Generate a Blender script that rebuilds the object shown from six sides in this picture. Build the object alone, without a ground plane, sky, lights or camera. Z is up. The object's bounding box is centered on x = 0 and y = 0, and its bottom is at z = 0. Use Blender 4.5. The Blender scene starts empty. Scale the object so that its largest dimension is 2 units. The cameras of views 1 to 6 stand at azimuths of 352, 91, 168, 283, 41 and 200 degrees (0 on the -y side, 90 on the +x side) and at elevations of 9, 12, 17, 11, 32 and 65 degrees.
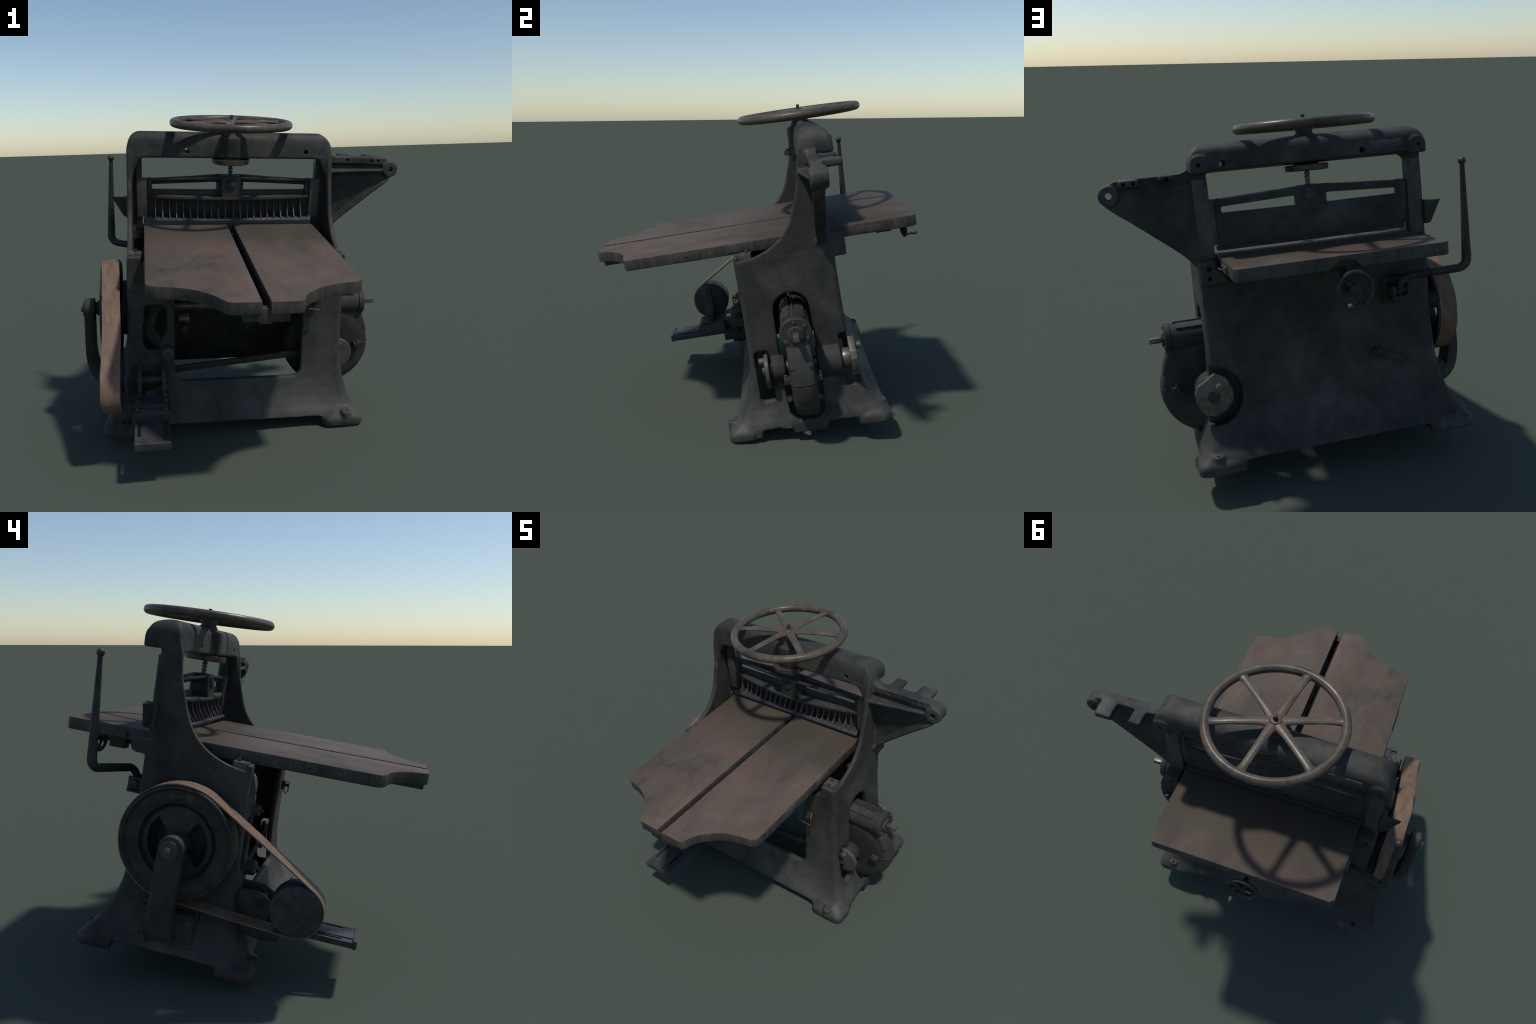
# Antique guillotine paper cutter: built in the machine's own frame
# (x = width, y = front(-) to back(+), z = up, base at z = -0.025), then the
# parent Empty carries the slight tilt with which it stands.
import bpy, bmesh, math, random
from mathutils import Vector, Matrix

random.seed(7)
PI = math.pi
sin, cos = math.sin, math.cos

# ----------------------------------------------------------------- pose
AX = Vector((.9990, .0220, -.0400)).normalized()
AY = Vector((-.0130, .9885, .1500)); AY = (AY - AX * AX.dot(AY)).normalized()
AZ = AX.cross(AY)
POSE = Matrix((
    (AX.x, AY.x, AZ.x, -.120),
    (AX.y, AY.y, AZ.y, .270),
    (AX.z, AY.z, AZ.z, .118),
    (0, 0, 0, 1)))

# ----------------------------------------------------------------- materials
def new_mat(name):
    m = bpy.data.materials.new(name)
    m.use_nodes = True
    nt = m.node_tree
    return m, nt, nt.nodes['Principled BSDF'], nt.nodes['Material Output']


def ramp(nt, stops):
    r = nt.nodes.new('ShaderNodeValToRGB')
    e = r.color_ramp.elements
    while len(e) < len(stops):
        e.new(.5)
    for i, (p, c) in enumerate(stops):
        e[i].position = p
        e[i].color = (c, c, c, 1) if not isinstance(c, tuple) else (*c, 1)
    return r


def noise(nt, vec, scale, detail=5, rough=.6, dist=0):
    n = nt.nodes.new('ShaderNodeTexNoise')
    n.inputs['Scale'].default_value = scale
    n.inputs['Detail'].default_value = detail
    n.inputs['Roughness'].default_value = rough
    n.inputs['Distortion'].default_value = dist
    nt.links.new(vec, n.inputs['Vector'])
    return n.outputs['Fac']


def coords(nt, scale=(1, 1, 1), loc=(0, 0, 0)):
    t = nt.nodes.new('ShaderNodeTexCoord')
    mp = nt.nodes.new('ShaderNodeMapping')
    mp.inputs['Scale'].default_value = scale
    mp.inputs['Location'].default_value = loc
    nt.links.new(t.outputs['Object'], mp.inputs['Vector'])
    return mp.outputs['Vector']


def mix(nt, fac, a, b):
    m = nt.nodes.new('ShaderNodeMix')
    m.data_type = 'RGBA'
    for sock, v in ((m.inputs[0], fac), (m.inputs[6], a), (m.inputs[7], b)):
        if isinstance(v, tuple):
            sock.default_value = (*v, 1)
        elif isinstance(v, (int, float)):
            sock.default_value = v
        else:
            nt.links.new(v, sock)
    return m.outputs[2]


def bump(nt, h, strength, dist):
    b = nt.nodes.new('ShaderNodeBump')
    b.inputs['Strength'].default_value = strength
    b.inputs['Distance'].default_value = dist
    nt.links.new(h, b.inputs['Height'])
    return b.outputs['Normal']


def mottled(name, base, dark, light, rough=.55, metal=0., scale=6., patch=None,
            patch_amount=.5, stretch=(1, 1, 1), grain=90., bump_s=.25, spec=.4,
            rough_var=.12, red_wear=False):
    """Two-scale mottling of base/dark/light, plus optional coloured patches."""
    m, nt, p, out = new_mat(name)
    v = coords(nt, stretch)
    n1 = noise(nt, v, scale, 6, .62, .3)
    n2 = noise(nt, v, scale * 4.5, 5, .6)
    r1 = ramp(nt, [(.30, dark), (.50, base), (.72, light)])
    nt.links.new(n1, r1.inputs['Fac'])
    r2 = ramp(nt, [(.35, .80), (.65, 1.18)])
    nt.links.new(n2, r2.inputs['Fac'])
    mul = nt.nodes.new('ShaderNodeMix')
    mul.data_type = 'RGBA'; mul.blend_type = 'MULTIPLY'
    mul.inputs[0].default_value = 1
    nt.links.new(r1.outputs['Color'], mul.inputs[6])
    nt.links.new(r2.outputs['Color'], mul.inputs[7])
    col = mul.outputs[2]
    if patch:
        n3 = noise(nt, coords(nt, stretch, (3.1, 1.7, 5.3)), scale * .8, 5, .6, .5)
        r3 = ramp(nt, [(.52, 0.), (.70, patch_amount)])
        nt.links.new(n3, r3.inputs['Fac'])
        col = mix(nt, r3.outputs['Color'], col, patch)
    if red_wear:
        # traces of red primer on the lower front crossbar (y < -0.3)
        tc = nt.nodes.new('ShaderNodeTexCoord')
        sx = nt.nodes.new('ShaderNodeSeparateXYZ')
        nt.links.new(tc.outputs['Object'], sx.inputs[0])
        lt = nt.nodes.new('ShaderNodeMapRange')
        lt.inputs['From Min'].default_value = -.29
        lt.inputs['From Max'].default_value = -.33
        nt.links.new(sx.outputs['Y'], lt.inputs['Value'])
        # legs and crossbar rubbed down to pale grey metal in cloudy patches
        lg = nt.nodes.new('ShaderNodeMapRange')
        lg.inputs['From Min'].default_value = -.235
        lg.inputs['From Max'].default_value = -.262
        nt.links.new(sx.outputs['Y'], lg.inputs['Value'])
        n6 = noise(nt, coords(nt, (1, 1, .6), (7, 3, 2)), 5, 6, .65, .3)
        r6 = ramp(nt, [(.36, .0), (.66, .55)])
        nt.links.new(n6, r6.inputs['Fac'])
        m6 = nt.nodes.new('ShaderNodeMath'); m6.operation = 'MULTIPLY'
        nt.links.new(lg.outputs[0], m6.inputs[0]); nt.links.new(r6.outputs['Color'], m6.inputs[1])
        col = mix(nt, m6.outputs[0], col, (.066, .066, .063))
        n5 = noise(nt, coords(nt, (1.6, 1, .7), (2.2, 0, 1)), 9, 5, .65, .4)
        r5 = ramp(nt, [(.57, 0.), (.66, .6)])
        nt.links.new(n5, r5.inputs['Fac'])
        mm = nt.nodes.new('ShaderNodeMath'); mm.operation = 'MULTIPLY'
        nt.links.new(lt.outputs[0], mm.inputs[0]); nt.links.new(r5.outputs['Color'], mm.inputs[1])
        col = mix(nt, mm.outputs[0], col, (.075, .027, .025))
    nt.links.new(col, p.inputs['Base Color'])
    rr = ramp(nt, [(.3, rough + rough_var), (.7, rough - rough_var)])
    nt.links.new(n1, rr.inputs['Fac'])
    nt.links.new(rr.outputs['Color'], p.inputs['Roughness'])
    p.inputs['Metallic'].default_value = metal
    p.inputs['Specular IOR Level'].default_value = spec
    g = noise(nt, v, grain, 4, .6)
    nt.links.new(bump(nt, g, bump_s, .003), p.inputs['Normal'])
    return m


CAST = mottled('cast_iron_paint', (.0355, .0360, .0330), (.0205, .021, .020), (.064, .063, .057),
               rough=.62, scale=3.4, patch=(.058, .046, .037), patch_amount=.45, grain=120, bump_s=.18, spec=.22, red_wear=True)
DARK = mottled('dark_oily_iron', (.032, .031, .028), (.019, .019, .018), (.048, .045, .039),
               rough=.55, scale=9, patch=(.05, .038, .03), patch_amount=.35, spec=.25)
WHEEL = mottled('worn_wheel_steel', (.074, .062, .045), (.038, .033, .025), (.120, .101, .074),
                rough=.36, metal=.0, scale=7, patch=(.112, .064, .048), patch_amount=.75, spec=.26, rough_var=.08)
STEEL = mottled('bare_steel', (.105, .098, .080), (.055, .050, .041), (.17, .16, .13),
                rough=.42, metal=.4, scale=14, patch=(.12, .085, .05), patch_amount=.5, spec=.5)
GUIDE = mottled('guide_bar_steel', (.060, .056, .050), (.036, .034, .032), (.10, .092, .08),
                rough=.5, scale=7, patch=(.085, .06, .045), patch_amount=.4, stretch=(1, 1, .5), spec=.28)
RUST = mottled('browned_steel', (.056, .040, .031), (.028, .022, .018), (.095, .068, .050),
               rough=.5, scale=16, metal=.15)
PLATE = mottled('blued_steel_plate', (.036, .035, .038), (.022, .022, .026), (.060, .056, .054),
                rough=.5, scale=9, spec=.3)
COPPER = mottled('copper_wire', (.13, .055, .03), (.05, .03, .02), (.20, .09, .05), rough=.5, metal=.3, scale=30)
BRASS = mottled('aged_brass', (.060, .049, .030), (.035, .030, .020), (.085, .070, .042), rough=.6, scale=40, spec=.2)
LABEL = mottled('faded_label_print', (.080, .083, .086), (.045, .047, .05), (.11, .115, .12), rough=.6, scale=60)
BLACK = mottled('flat_black', (.006, .006, .006), (.004, .004, .004), (.009, .009, .009), rough=.8, scale=10)  # near-black for screws and for the discs and plugs that darken holes


def table_material():
    m, nt, p, out = new_mat('worn_table_iron')
    v = coords(nt)
    t = nt.nodes.new('ShaderNodeTexCoord')
    n1 = noise(nt, coords(nt, (1, .55, 1)), 4.2, 6, .62, .4)
    r1 = ramp(nt, [(.27, (.052, .045, .039)), (.44, (.088, .071, .058)), (.58, (.108, .083, .068)), (.76, (.150, .116, .097))])
    nt.links.new(n1, r1.inputs['Fac'])
    n2 = noise(nt, coords(nt, (1, .6, 1), (4, 2, 0)), 5.5, 5, .6, .5)
    r2 = ramp(nt, [(.50, 0.), (.70, .65)])
    nt.links.new(n2, r2.inputs['Fac'])
    col = mix(nt, r2.outputs['Color'], r1.outputs['Color'], (.122, .069, .052))
    # dark oily clouds
    n3 = noise(nt, coords(nt, (1, .8, 1), (1, 9, 0)), 3.4, 4, .55, .3)
    r3 = ramp(nt, [(.53, 0.), (.70, .6)])
    nt.links.new(n3, r3.inputs['Fac'])
    col = mix(nt, r3.outputs['Color'], col, (.042, .039, .036))
    # darker olive zone from before the clamp to the back, weaker at the rear edge
    sx = nt.nodes.new('ShaderNodeSeparateXYZ')
    nt.links.new(t.outputs['Object'], sx.inputs[0])
    mr = nt.nodes.new('ShaderNodeMapRange')
    mr.interpolation_type = 'SMOOTHSTEP'
    mr.inputs['From Min'].default_value = -.45
    mr.inputs['From Max'].default_value = .10
    nt.links.new(sx.outputs['Y'], mr.inputs['Value'])
    mr2 = nt.nodes.new('ShaderNodeMapRange')
    mr2.interpolation_type = 'SMOOTHSTEP'
    mr2.inputs['From Min'].default_value = .45
    mr2.inputs['From Max'].default_value = .80
    mr2.inputs['To Min'].default_value = .80
    mr2.inputs['To Max'].default_value = .25
    nt.links.new(sx.outputs['Y'], mr2.inputs['Value'])
    mm = nt.nodes.new('ShaderNodeMath'); mm.operation = 'MULTIPLY'
    nt.links.new(mr.outputs[0], mm.inputs[0]); nt.links.new(mr2.outputs[0], mm.inputs[1])
    col = mix(nt, mm.outputs[0], col, (.060, .051, .038))
    # fine sawn-grain streaks
    n4 = noise(nt, coords(nt, (14, 1.2, 6)), 14, 4, .6)
    r4 = ramp(nt, [(.35, .95), (.65, 1.04)])
    nt.links.new(n4, r4.inputs['Fac'])
    mul = nt.nodes.new('ShaderNodeMix'); mul.data_type = 'RGBA'; mul.blend_type = 'MULTIPLY'
    mul.inputs[0].default_value = 1
    nt.links.new(col, mul.inputs[6]); nt.links.new(r4.outputs['Color'], mul.inputs[7])
    nt.links.new(mul.outputs[2], p.inputs['Base Color'])
    p.inputs['Roughness'].default_value = .58
    p.inputs['Specular IOR Level'].default_value = .07
    g = noise(nt, v, 70, 4, .6)
    nt.links.new(bump(nt, g, .15, .002), p.inputs['Normal'])
    return m


def belt_material():
    m, nt, p, out = new_mat('tan_leather_belt')
    n1 = noise(nt, coords(nt, (2.5, 1, 1)), 9, 6, .65, .4)
    r1 = ramp(nt, [(.28, (.085, .054, .036)), (.5, (.148, .093, .063)), (.75, (.200, .130, .091))])
    nt.links.new(n1, r1.inputs['Fac'])
    nt.links.new(r1.outputs['Color'], p.inputs['Base Color'])
    p.inputs['Roughness'].default_value = .65
    p.inputs['Specular IOR Level'].default_value = .3
    nt.links.new(bump(nt, noise(nt, coords(nt), 60, 4), .3, .003), p.inputs['Normal'])
    return m


def edge_material():
    m = mottled('table_edge_iron', (.050, .048, .042), (.028, .028, .027), (.080, .072, .058),
                rough=.58, scale=9, patch=(.085, .066, .046), patch_amount=.55, stretch=(1.5, 1.5, .45), spec=.22)
    return m


TABLE = table_material()
BELT = belt_material()
EDGE = edge_material()

# ----------------------------------------------------------------- mesh helpers
root = bpy.data.objects.new('paper_cutter', None)
bpy.context.scene.collection.objects.link(root)
root.empty_display_size = .3
root.matrix_world = POSE
root['label'] = 'antique cast iron guillotine paper cutter with handwheel and belt drive'
root['category'] = 'paper cutter'


def link(ob, parent=None):
    bpy.context.scene.collection.objects.link(ob)
    ob.parent = parent or root
    return ob


def finish(bm, name, mats, parent=None, angle=35, bevel=0, seg=2, keep=False):
    bmesh.ops.remove_doubles(bm, verts=bm.verts, dist=1e-6)
    bmesh.ops.recalc_face_normals(bm, faces=bm.faces)
    if bevel:
        bm.normal_update()
        es = [e for e in bm.edges if len(e.link_faces) == 2 and e.calc_face_angle(0) > math.radians(28)]
        if es:
            bmesh.ops.bevel(bm, geom=es, offset=bevel, segments=seg, profile=.6, affect='EDGES', clamp_overlap=True)
    me = bpy.data.meshes.new(name)
    bm.to_mesh(me)
    if not keep:
        bm.free()
    if not isinstance(mats, (list, tuple)):
        mats = [mats]
    for m in mats:
        me.materials.append(m)
    me.polygons.foreach_set('use_smooth', [True] * len(me.polygons))
    me.set_sharp_from_angle(angle=math.radians(angle))
    return link(bpy.data.objects.new(name, me), parent)


def merge(*bms):
    out = bms[0]
    for b in bms[1:]:
        me = bpy.data.meshes.new('tmp')
        b.to_mesh(me); b.free()
        out.from_mesh(me)
        bpy.data.meshes.remove(me)
    return out


def axis_pt(axis, u, v, w):
    """(u, v) in the plane across `axis`, w along it. x:(y,z)  y:(x,z)  z:(x,y)"""
    return Vector((w, u, v)) if axis == 'x' else Vector((u, w, v)) if axis == 'y' else Vector((u, v, w))


def prism(axis, poly, a, b):
    bm = bmesh.new()
    lo = [bm.verts.new(axis_pt(axis, u, v, a)) for u, v in poly]
    hi = [bm.verts.new(axis_pt(axis, u, v, b)) for u, v in poly]
    n = len(poly)
    bm.faces.new(lo); bm.faces.new(hi[::-1])
    for i in range(n):
        bm.faces.new((lo[i], lo[(i + 1) % n], hi[(i + 1) % n], hi[i]))
    bmesh.ops.recalc_face_normals(bm, faces=bm.faces)
    return bm


def box(x0, x1, y0, y1, z0, z1):
    return prism('z', [(x0, y0), (x1, y0), (x1, y1), (x0, y1)], z0, z1)


def revolve(axis, c, prof, seg=32, a0=0., closed=False):
    """prof: [(radius, position along axis)...]; c: the two coordinates across the axis."""
    bm = bmesh.new()
    rings = []
    for r, w in prof:
        if r < 1e-6:
            rings.append([bm.verts.new(axis_pt(axis, c[0], c[1], w))])
        else:
            rings.append([bm.verts.new(axis_pt(axis, c[0] + r * cos(a0 + 2 * PI * i / seg),
                                               c[1] + r * sin(a0 + 2 * PI * i / seg), w)) for i in range(seg)])
    pairs = list(zip(rings, rings[1:]))
    if closed:
        pairs.append((rings[-1], rings[0]))
    for A, B in pairs:
        for i in range(seg):
            j = (i + 1) % seg
            if len(A) == 1 and len(B) == 1:
                continue
            if len(A) == 1:
                bm.faces.new((A[0], B[i], B[j]))
            elif len(B) == 1:
                bm.faces.new((A[i], A[j], B[0]))
            else:
                bm.faces.new((A[i], A[j], B[j], B[i]))
    if not closed:
        for R in (rings[0], rings[-1]):
            if len(R) > 1:
                bm.faces.new(R)
    bmesh.ops.recalc_face_normals(bm, faces=bm.faces)
    return bm


def cyl(axis, c, r, a, b, seg=32, a0=0.):
    return revolve(axis, c, [(r, a), (r, b)], seg, a0)


def torus(axis, c, w, R, r, seg=96, ring=16, squash=1.):
    return revolve(axis, c, [(R + r * cos(2 * PI * k / ring), w + squash * r * sin(2 * PI * k / ring))
                             for k in range(ring)], seg, closed=True)


def ball(c, r, u=20, v=12):
    bm = bmesh.new()
    bmesh.ops.create_uvsphere(bm, u_segments=u, v_segments=v, radius=r, matrix=Matrix.Translation(c))
    return bm


def smooth_path(pts, n=8):
    """Catmull-Rom through the points."""
    P = [Vector(p) for p in pts]
    P = [P[0] * 2 - P[1]] + P + [P[-1] * 2 - P[-2]]
    out = []
    for i in range(1, len(P) - 2):
        p0, p1, p2, p3 = P[i - 1:i + 3]
        for k in range(n):
            t = k / n
            out.append(.5 * (2 * p1 + (p2 - p0) * t + (2 * p0 - 5 * p1 + 4 * p2 - p3) * t * t
                             + (3 * p1 - p0 - 3 * p2 + p3) * t ** 3))
    out.append(P[-2])
    return out


def fillet_path(pts, rad, n=6):
    """Poly-line with rounded corners."""
    P = [Vector(p) for p in pts]
    out = [P[0]]
    for a, b, c in zip(P, P[1:], P[2:]):
        d = min(rad, (a - b).length * .48, (c - b).length * .48)
        s, e = b + (a - b).normalized() * d, b + (c - b).normalized() * d
        for k in range(n + 1):
            t = k / n
            out.append(s.lerp(b, t).lerp(b.lerp(e, t), t))
    out.append(P[-1])
    return out


def tube(path, rad, seg=14, section=None):
    """Sweep a circle (rad: number or function of 0..1) or a closed 2D section along a path."""
    path = [Vector(p) for p in path]
    bm = bmesh.new()
    t = (path[1] - path[0]).normalized()
    up = Vector((0, 0, 1)) if abs(t.z) < .9 else Vector((1, 0, 0))
    nrm = (up - t * up.dot(t)).normalized()
    rings = []
    for i, p in enumerate(path):
        d = (path[min(i + 1, len(path) - 1)] - path[max(i - 1, 0)]).normalized()
        nrm = (nrm - d * nrm.dot(d)).normalized()
        bn = d.cross(nrm)
        f = i / (len(path) - 1)
        if section:
            rings.append([bm.verts.new(p + nrm * a + bn * b) for a, b in section])
        else:
            r = rad(f) if callable(rad) else rad
            rings.append([bm.verts.new(p + (nrm * cos(2 * PI * k / seg) + bn * sin(2 * PI * k / seg)) * r)
                          for k in range(seg)])
    m = len(rings[0])
    for A, B in zip(rings, rings[1:]):
        for k in range(m):
            bm.faces.new((A[k], A[(k + 1) % m], B[(k + 1) % m], B[k]))
    bm.faces.new(rings[0]); bm.faces.new(rings[-1])
    bmesh.ops.recalc_face_normals(bm, faces=bm.faces)
    return bm


def arc(cx, cy, r, a0, a1, n=10):
    return [(cx + r * cos(math.radians(a0 + (a1 - a0) * i / n)),
             cy + r * sin(math.radians(a0 + (a1 - a0) * i / n))) for i in range(n + 1)]


def rounded_rect(x0, x1, y0, y1, r, n=5):
    return (arc(x1 - r, y1 - r, r, 0, 90, n) + arc(x0 + r, y1 - r, r, 90, 180, n)
            + arc(x0 + r, y0 + r, r, 180, 270, n) + arc(x1 - r, y0 + r, r, 270, 360, n))


def curve2(pts, n=6):
    return [(p.x, p.y) for p in smooth_path([(a, b, 0) for a, b in pts], n)]


def boolean(bm, cutter, op='DIFFERENCE'):
    obs = []
    for b in (bm, cutter):
        me = bpy.data.meshes.new('tmp')
        b.to_mesh(me); b.free()
        o = bpy.data.objects.new('tmp', me)
        bpy.context.scene.collection.objects.link(o)
        obs.append(o)
    mod = obs[0].modifiers.new('b', 'BOOLEAN')
    mod.operation = op
    mod.solver = 'EXACT'
    mod.use_self = True
    mod.object = obs[1]
    dg = bpy.context.evaluated_depsgraph_get()
    me = bpy.data.meshes.new_from_object(obs[0].evaluated_get(dg))
    out = bmesh.new()
    out.from_mesh(me)
    bpy.data.meshes.remove(me)
    for o in obs:
        d = o.data
        bpy.data.objects.remove(o)
        bpy.data.meshes.remove(d)
    return out


def fused(bm, voxel, iters):
    """Fuse overlapping solids into one softly rounded casting."""
    me = bpy.data.meshes.new('tmp'); bm.to_mesh(me); bm.free()
    o = bpy.data.objects.new('tmp', me)
    bpy.context.scene.collection.objects.link(o)
    m = o.modifiers.new('r', 'REMESH'); m.mode = 'VOXEL'; m.voxel_size = voxel
    q = o.modifiers.new('s', 'SMOOTH'); q.factor = .5; q.iterations = iters
    dg = bpy.context.evaluated_depsgraph_get()
    res = bpy.data.meshes.new_from_object(o.evaluated_get(dg))
    out = bmesh.new(); out.from_mesh(res)
    bpy.data.objects.remove(o); bpy.data.meshes.remove(me); bpy.data.meshes.remove(res)
    return out


def copies(src, spots, parent=None):
    """Repeat an object: shared mesh, moved by each matrix."""
    first = True
    for M in spots:
        o = src if first else link(src.copy(), parent or src.parent)
        o.matrix_local = M
        first = False


def T(x, y, z):
    return Matrix.Translation((x, y, z))


def R(axis, deg):
    return Matrix.Rotation(math.radians(deg), 4, axis.upper())


# ================================================================= CASTING
# flare of the housing: outward offset of its walls against height
FLARE = [(-.025, .118), (.028, .116), (.055, .104), (.085, .084), (.125, .064), (.175, .046), (.235, .031),
         (.310, .018), (.400, .010), (.540, .005), (.750, .002), (.970, .0)]


def flare(z):
    for (z0, d0), (z1, d1) in zip(FLARE, FLARE[1:]):
        if z <= z1:
            t = max(0, (z - z0) / (z1 - z0))
            return d0 + (d1 - d0) * t
    return 0.


def housing():
    zs = [p[0] for p in FLARE]
    fine = []
    for a, b in zip(zs, zs[1:]):
        fine += [a, (a + b) / 2]
    fine.append(zs[-1])
    bm = bmesh.new()
    rings = []

    def ramp01(v, a, b):
        t = min(1, max(0, (v - a) / (b - a)))
        return t * t * (3 - 2 * t)

    def ring(z, inset):
        d = flare(z)
        hx, hy = .624 + d - inset, .273 + 1.32 * d - inset
        r = max(.012, .035 + .20 * d - inset * .5)
        base = rounded_rect(-hx, hx, -hy, hy, r, 6)
        pts = []
        for (xa, ya), (xb, yb) in zip(base, base[1:] + base[:1]):
            n = 14 if math.hypot(xb - xa, yb - ya) > .15 else 1
            pts += [(xa + (xb - xa) * k / n, ya + (yb - ya) * k / n) for k in range(n)]
        out = []
        for x, y in pts:        # the corners spread further than the walls between them
            c = ramp01(abs(x), .38, .60) * ramp01(abs(y), .12, .27)
            if y < 0:           # front: set back a little, and less flared between the legs
                y = y + (.009 + .13 * d) * ramp01(-y, .10, .25)
            else:               # back panel: slightly full
                y = y + (.008 + .08 * d) * ramp01(y, .10, .25)
            if x > 0:           # the gear-case side flares a little less
                x -= .13 * d * ramp01(x, .3, .6)
            out.append(bm.verts.new((x + math.copysign(.08 * d * c, x), y + math.copysign(.08 * d * c, y), z)))
        return out
    for z in fine:
        rings.append(ring(z, 0))
    for z in reversed(fine):
        rings.append(ring(z, .034))
    n = len(rings[0])
    for A, B in zip(rings, rings[1:] + rings[:1]):
        for i in range(n):
            bm.faces.new((A[i], A[(i + 1) % n], B[(i + 1) % n], B[i]))
    bmesh.ops.recalc_face_normals(bm, faces=bm.faces)
    # front opening between the legs
    front = ([(-.36 + .05, .245)] + [(.385 - .05, .245)] + arc(.385 - .05, .295, .05, -90, 0, 5)
             + [(.385, .74), (.40, .82), (.44, .89), (.52, .935), (.545, .96), (.545, 1.2),
                (-.535, 1.2), (-.535, .96), (-.50, .93), (-.42, .87), (-.375, .80), (-.36, .72)]
             + arc(-.36 + .05, .295, .05, 180, 270, 5))
    bm = boolean(bm, prism('y', front, -.60, -.12))
    # window in the left leg
    win = ([(-.425, .715), (-.515, .715)] + arc(-.515, .69, .025, 90, 180, 4) + arc(-.495, .485, .045, 180, 270, 4)
           + [(-.45, .44), (-.44, .50), (-.405, .55), (-.405, .70)])
    bm = boolean(bm, prism('y', win, -.60, -.20))
    # side arch for the gear case
    side = (arc(.004, .665, .100, 0, 180, 12) + [(-.100, .45), (-.098, .20), (-.09, .08)]
            + [(-.05, .045), (.06, .045), (.10, .08), (.108, .20), (.108, .45)])
    bm = boolean(bm, prism('x', side, .45, .90))
    bm = boolean(bm, prism('x', rounded_rect(-.243, -.158, .165, .447, .02, 3), .45, .90))
    # recess round the rear crank
    bm = boolean(bm, cyl('y', (.622, .335), .150, .238, .60, 40))
    # arched lower edge: feet stay at the corners, a pad in the middle of each side
    bm = boolean(bm, prism('y', [(-.52, -.1), (-.505, .028), (.505, .028), (.52, -.1)], -.60, -.26))
    bm = boolean(bm, prism('y', [(-.52, -.1), (-.505, .028), (.505, .028), (.52, -.1)], .26, .60))
    for s, spans in ((1, ((-.258, -.090), (.112, .280))), (-1, ((-.258, .280),))):
        for y0, y1 in spans:
            bm = boolean(bm, prism('x', [(y0 - .012, -.1), (y0, .020), (y1, .020), (y1 + .012, -.1)], s * .50, s * .90))
    return bm


# side plate: quarter-round sweep from the crown down to the leg's front corner
SWEEP = [(.168, 1.53), (.161, 1.50), (.148, 1.44), (.137, 1.36), (.117, 1.29), (.092, 1.21), (.058, 1.135),
         (.010, 1.075), (-.055, 1.025), (-.140, .990), (-.230, .974), (-.266, .964)]


def upright(s):
    prof = curve2(SWEEP, 5) + [(-.266, .80), (.277, .80), (.273, .97), (.264, 1.20), (.260, 1.46), (.258, 1.53)]
    return prism('x', prof, s * .592, s * .622)


def crown():
    yz = curve2([(.162, 1.474), (.170, 1.540), (.183, 1.590), (.206, 1.616), (.240, 1.623), (.282, 1.616), (.319, 1.600),
                 (.336, 1.575), (.341, 1.545), (.341, 1.515), (.339, 1.487)], 4)
    beam = prism('x', yz, -.70, .70)
    outer = ([(-.620, 1.30)] + arc(-.620 + .105, 1.628 - .105, .105, 180, 90, 8)
             + arc(.620 - .105, 1.628 - .105, .105, 90, 0, 8) + [(.620, 1.30)])
    beam = boolean(beam, prism('y', outer, 0, .6), 'INTERSECT')
    # legs of the U with filleted inner corners
    parts = [beam]
    for s in (-1, 1):
        leg = [(s * .620, 1.32), (s * .620, 1.49), (s * .50, 1.49), (s * .50, 1.480), (s * .527, 1.476), (s * .550, 1.458),
               (s * .568, 1.42), (s * .582, 1.38), (s * .594, 1.32)]
        parts.append(prism('y', leg, .160, .258))
        # round bosses at the rear corners
        parts.append(prism('y', arc(s * .570, 1.520, .048, 0, 180, 12) + [(s * .570 - .048, 1.478), (s * .570 + .048, 1.478)],
                           .29, .352))
    # screw boss on the front of the beam
    parts.append(revolve('z', (.004, .225), [(.062, 1.47), (.078, 1.49), (.070, 1.55), (.058, 1.60), (.052, 1.632)], 28))
    parts.append(prism('z', [(-.075, .18), (-.024, .140), (.032, .140), (.083, .18)], 1.475, 1.605))
    bm = merge(*parts)
    return bm


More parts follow.
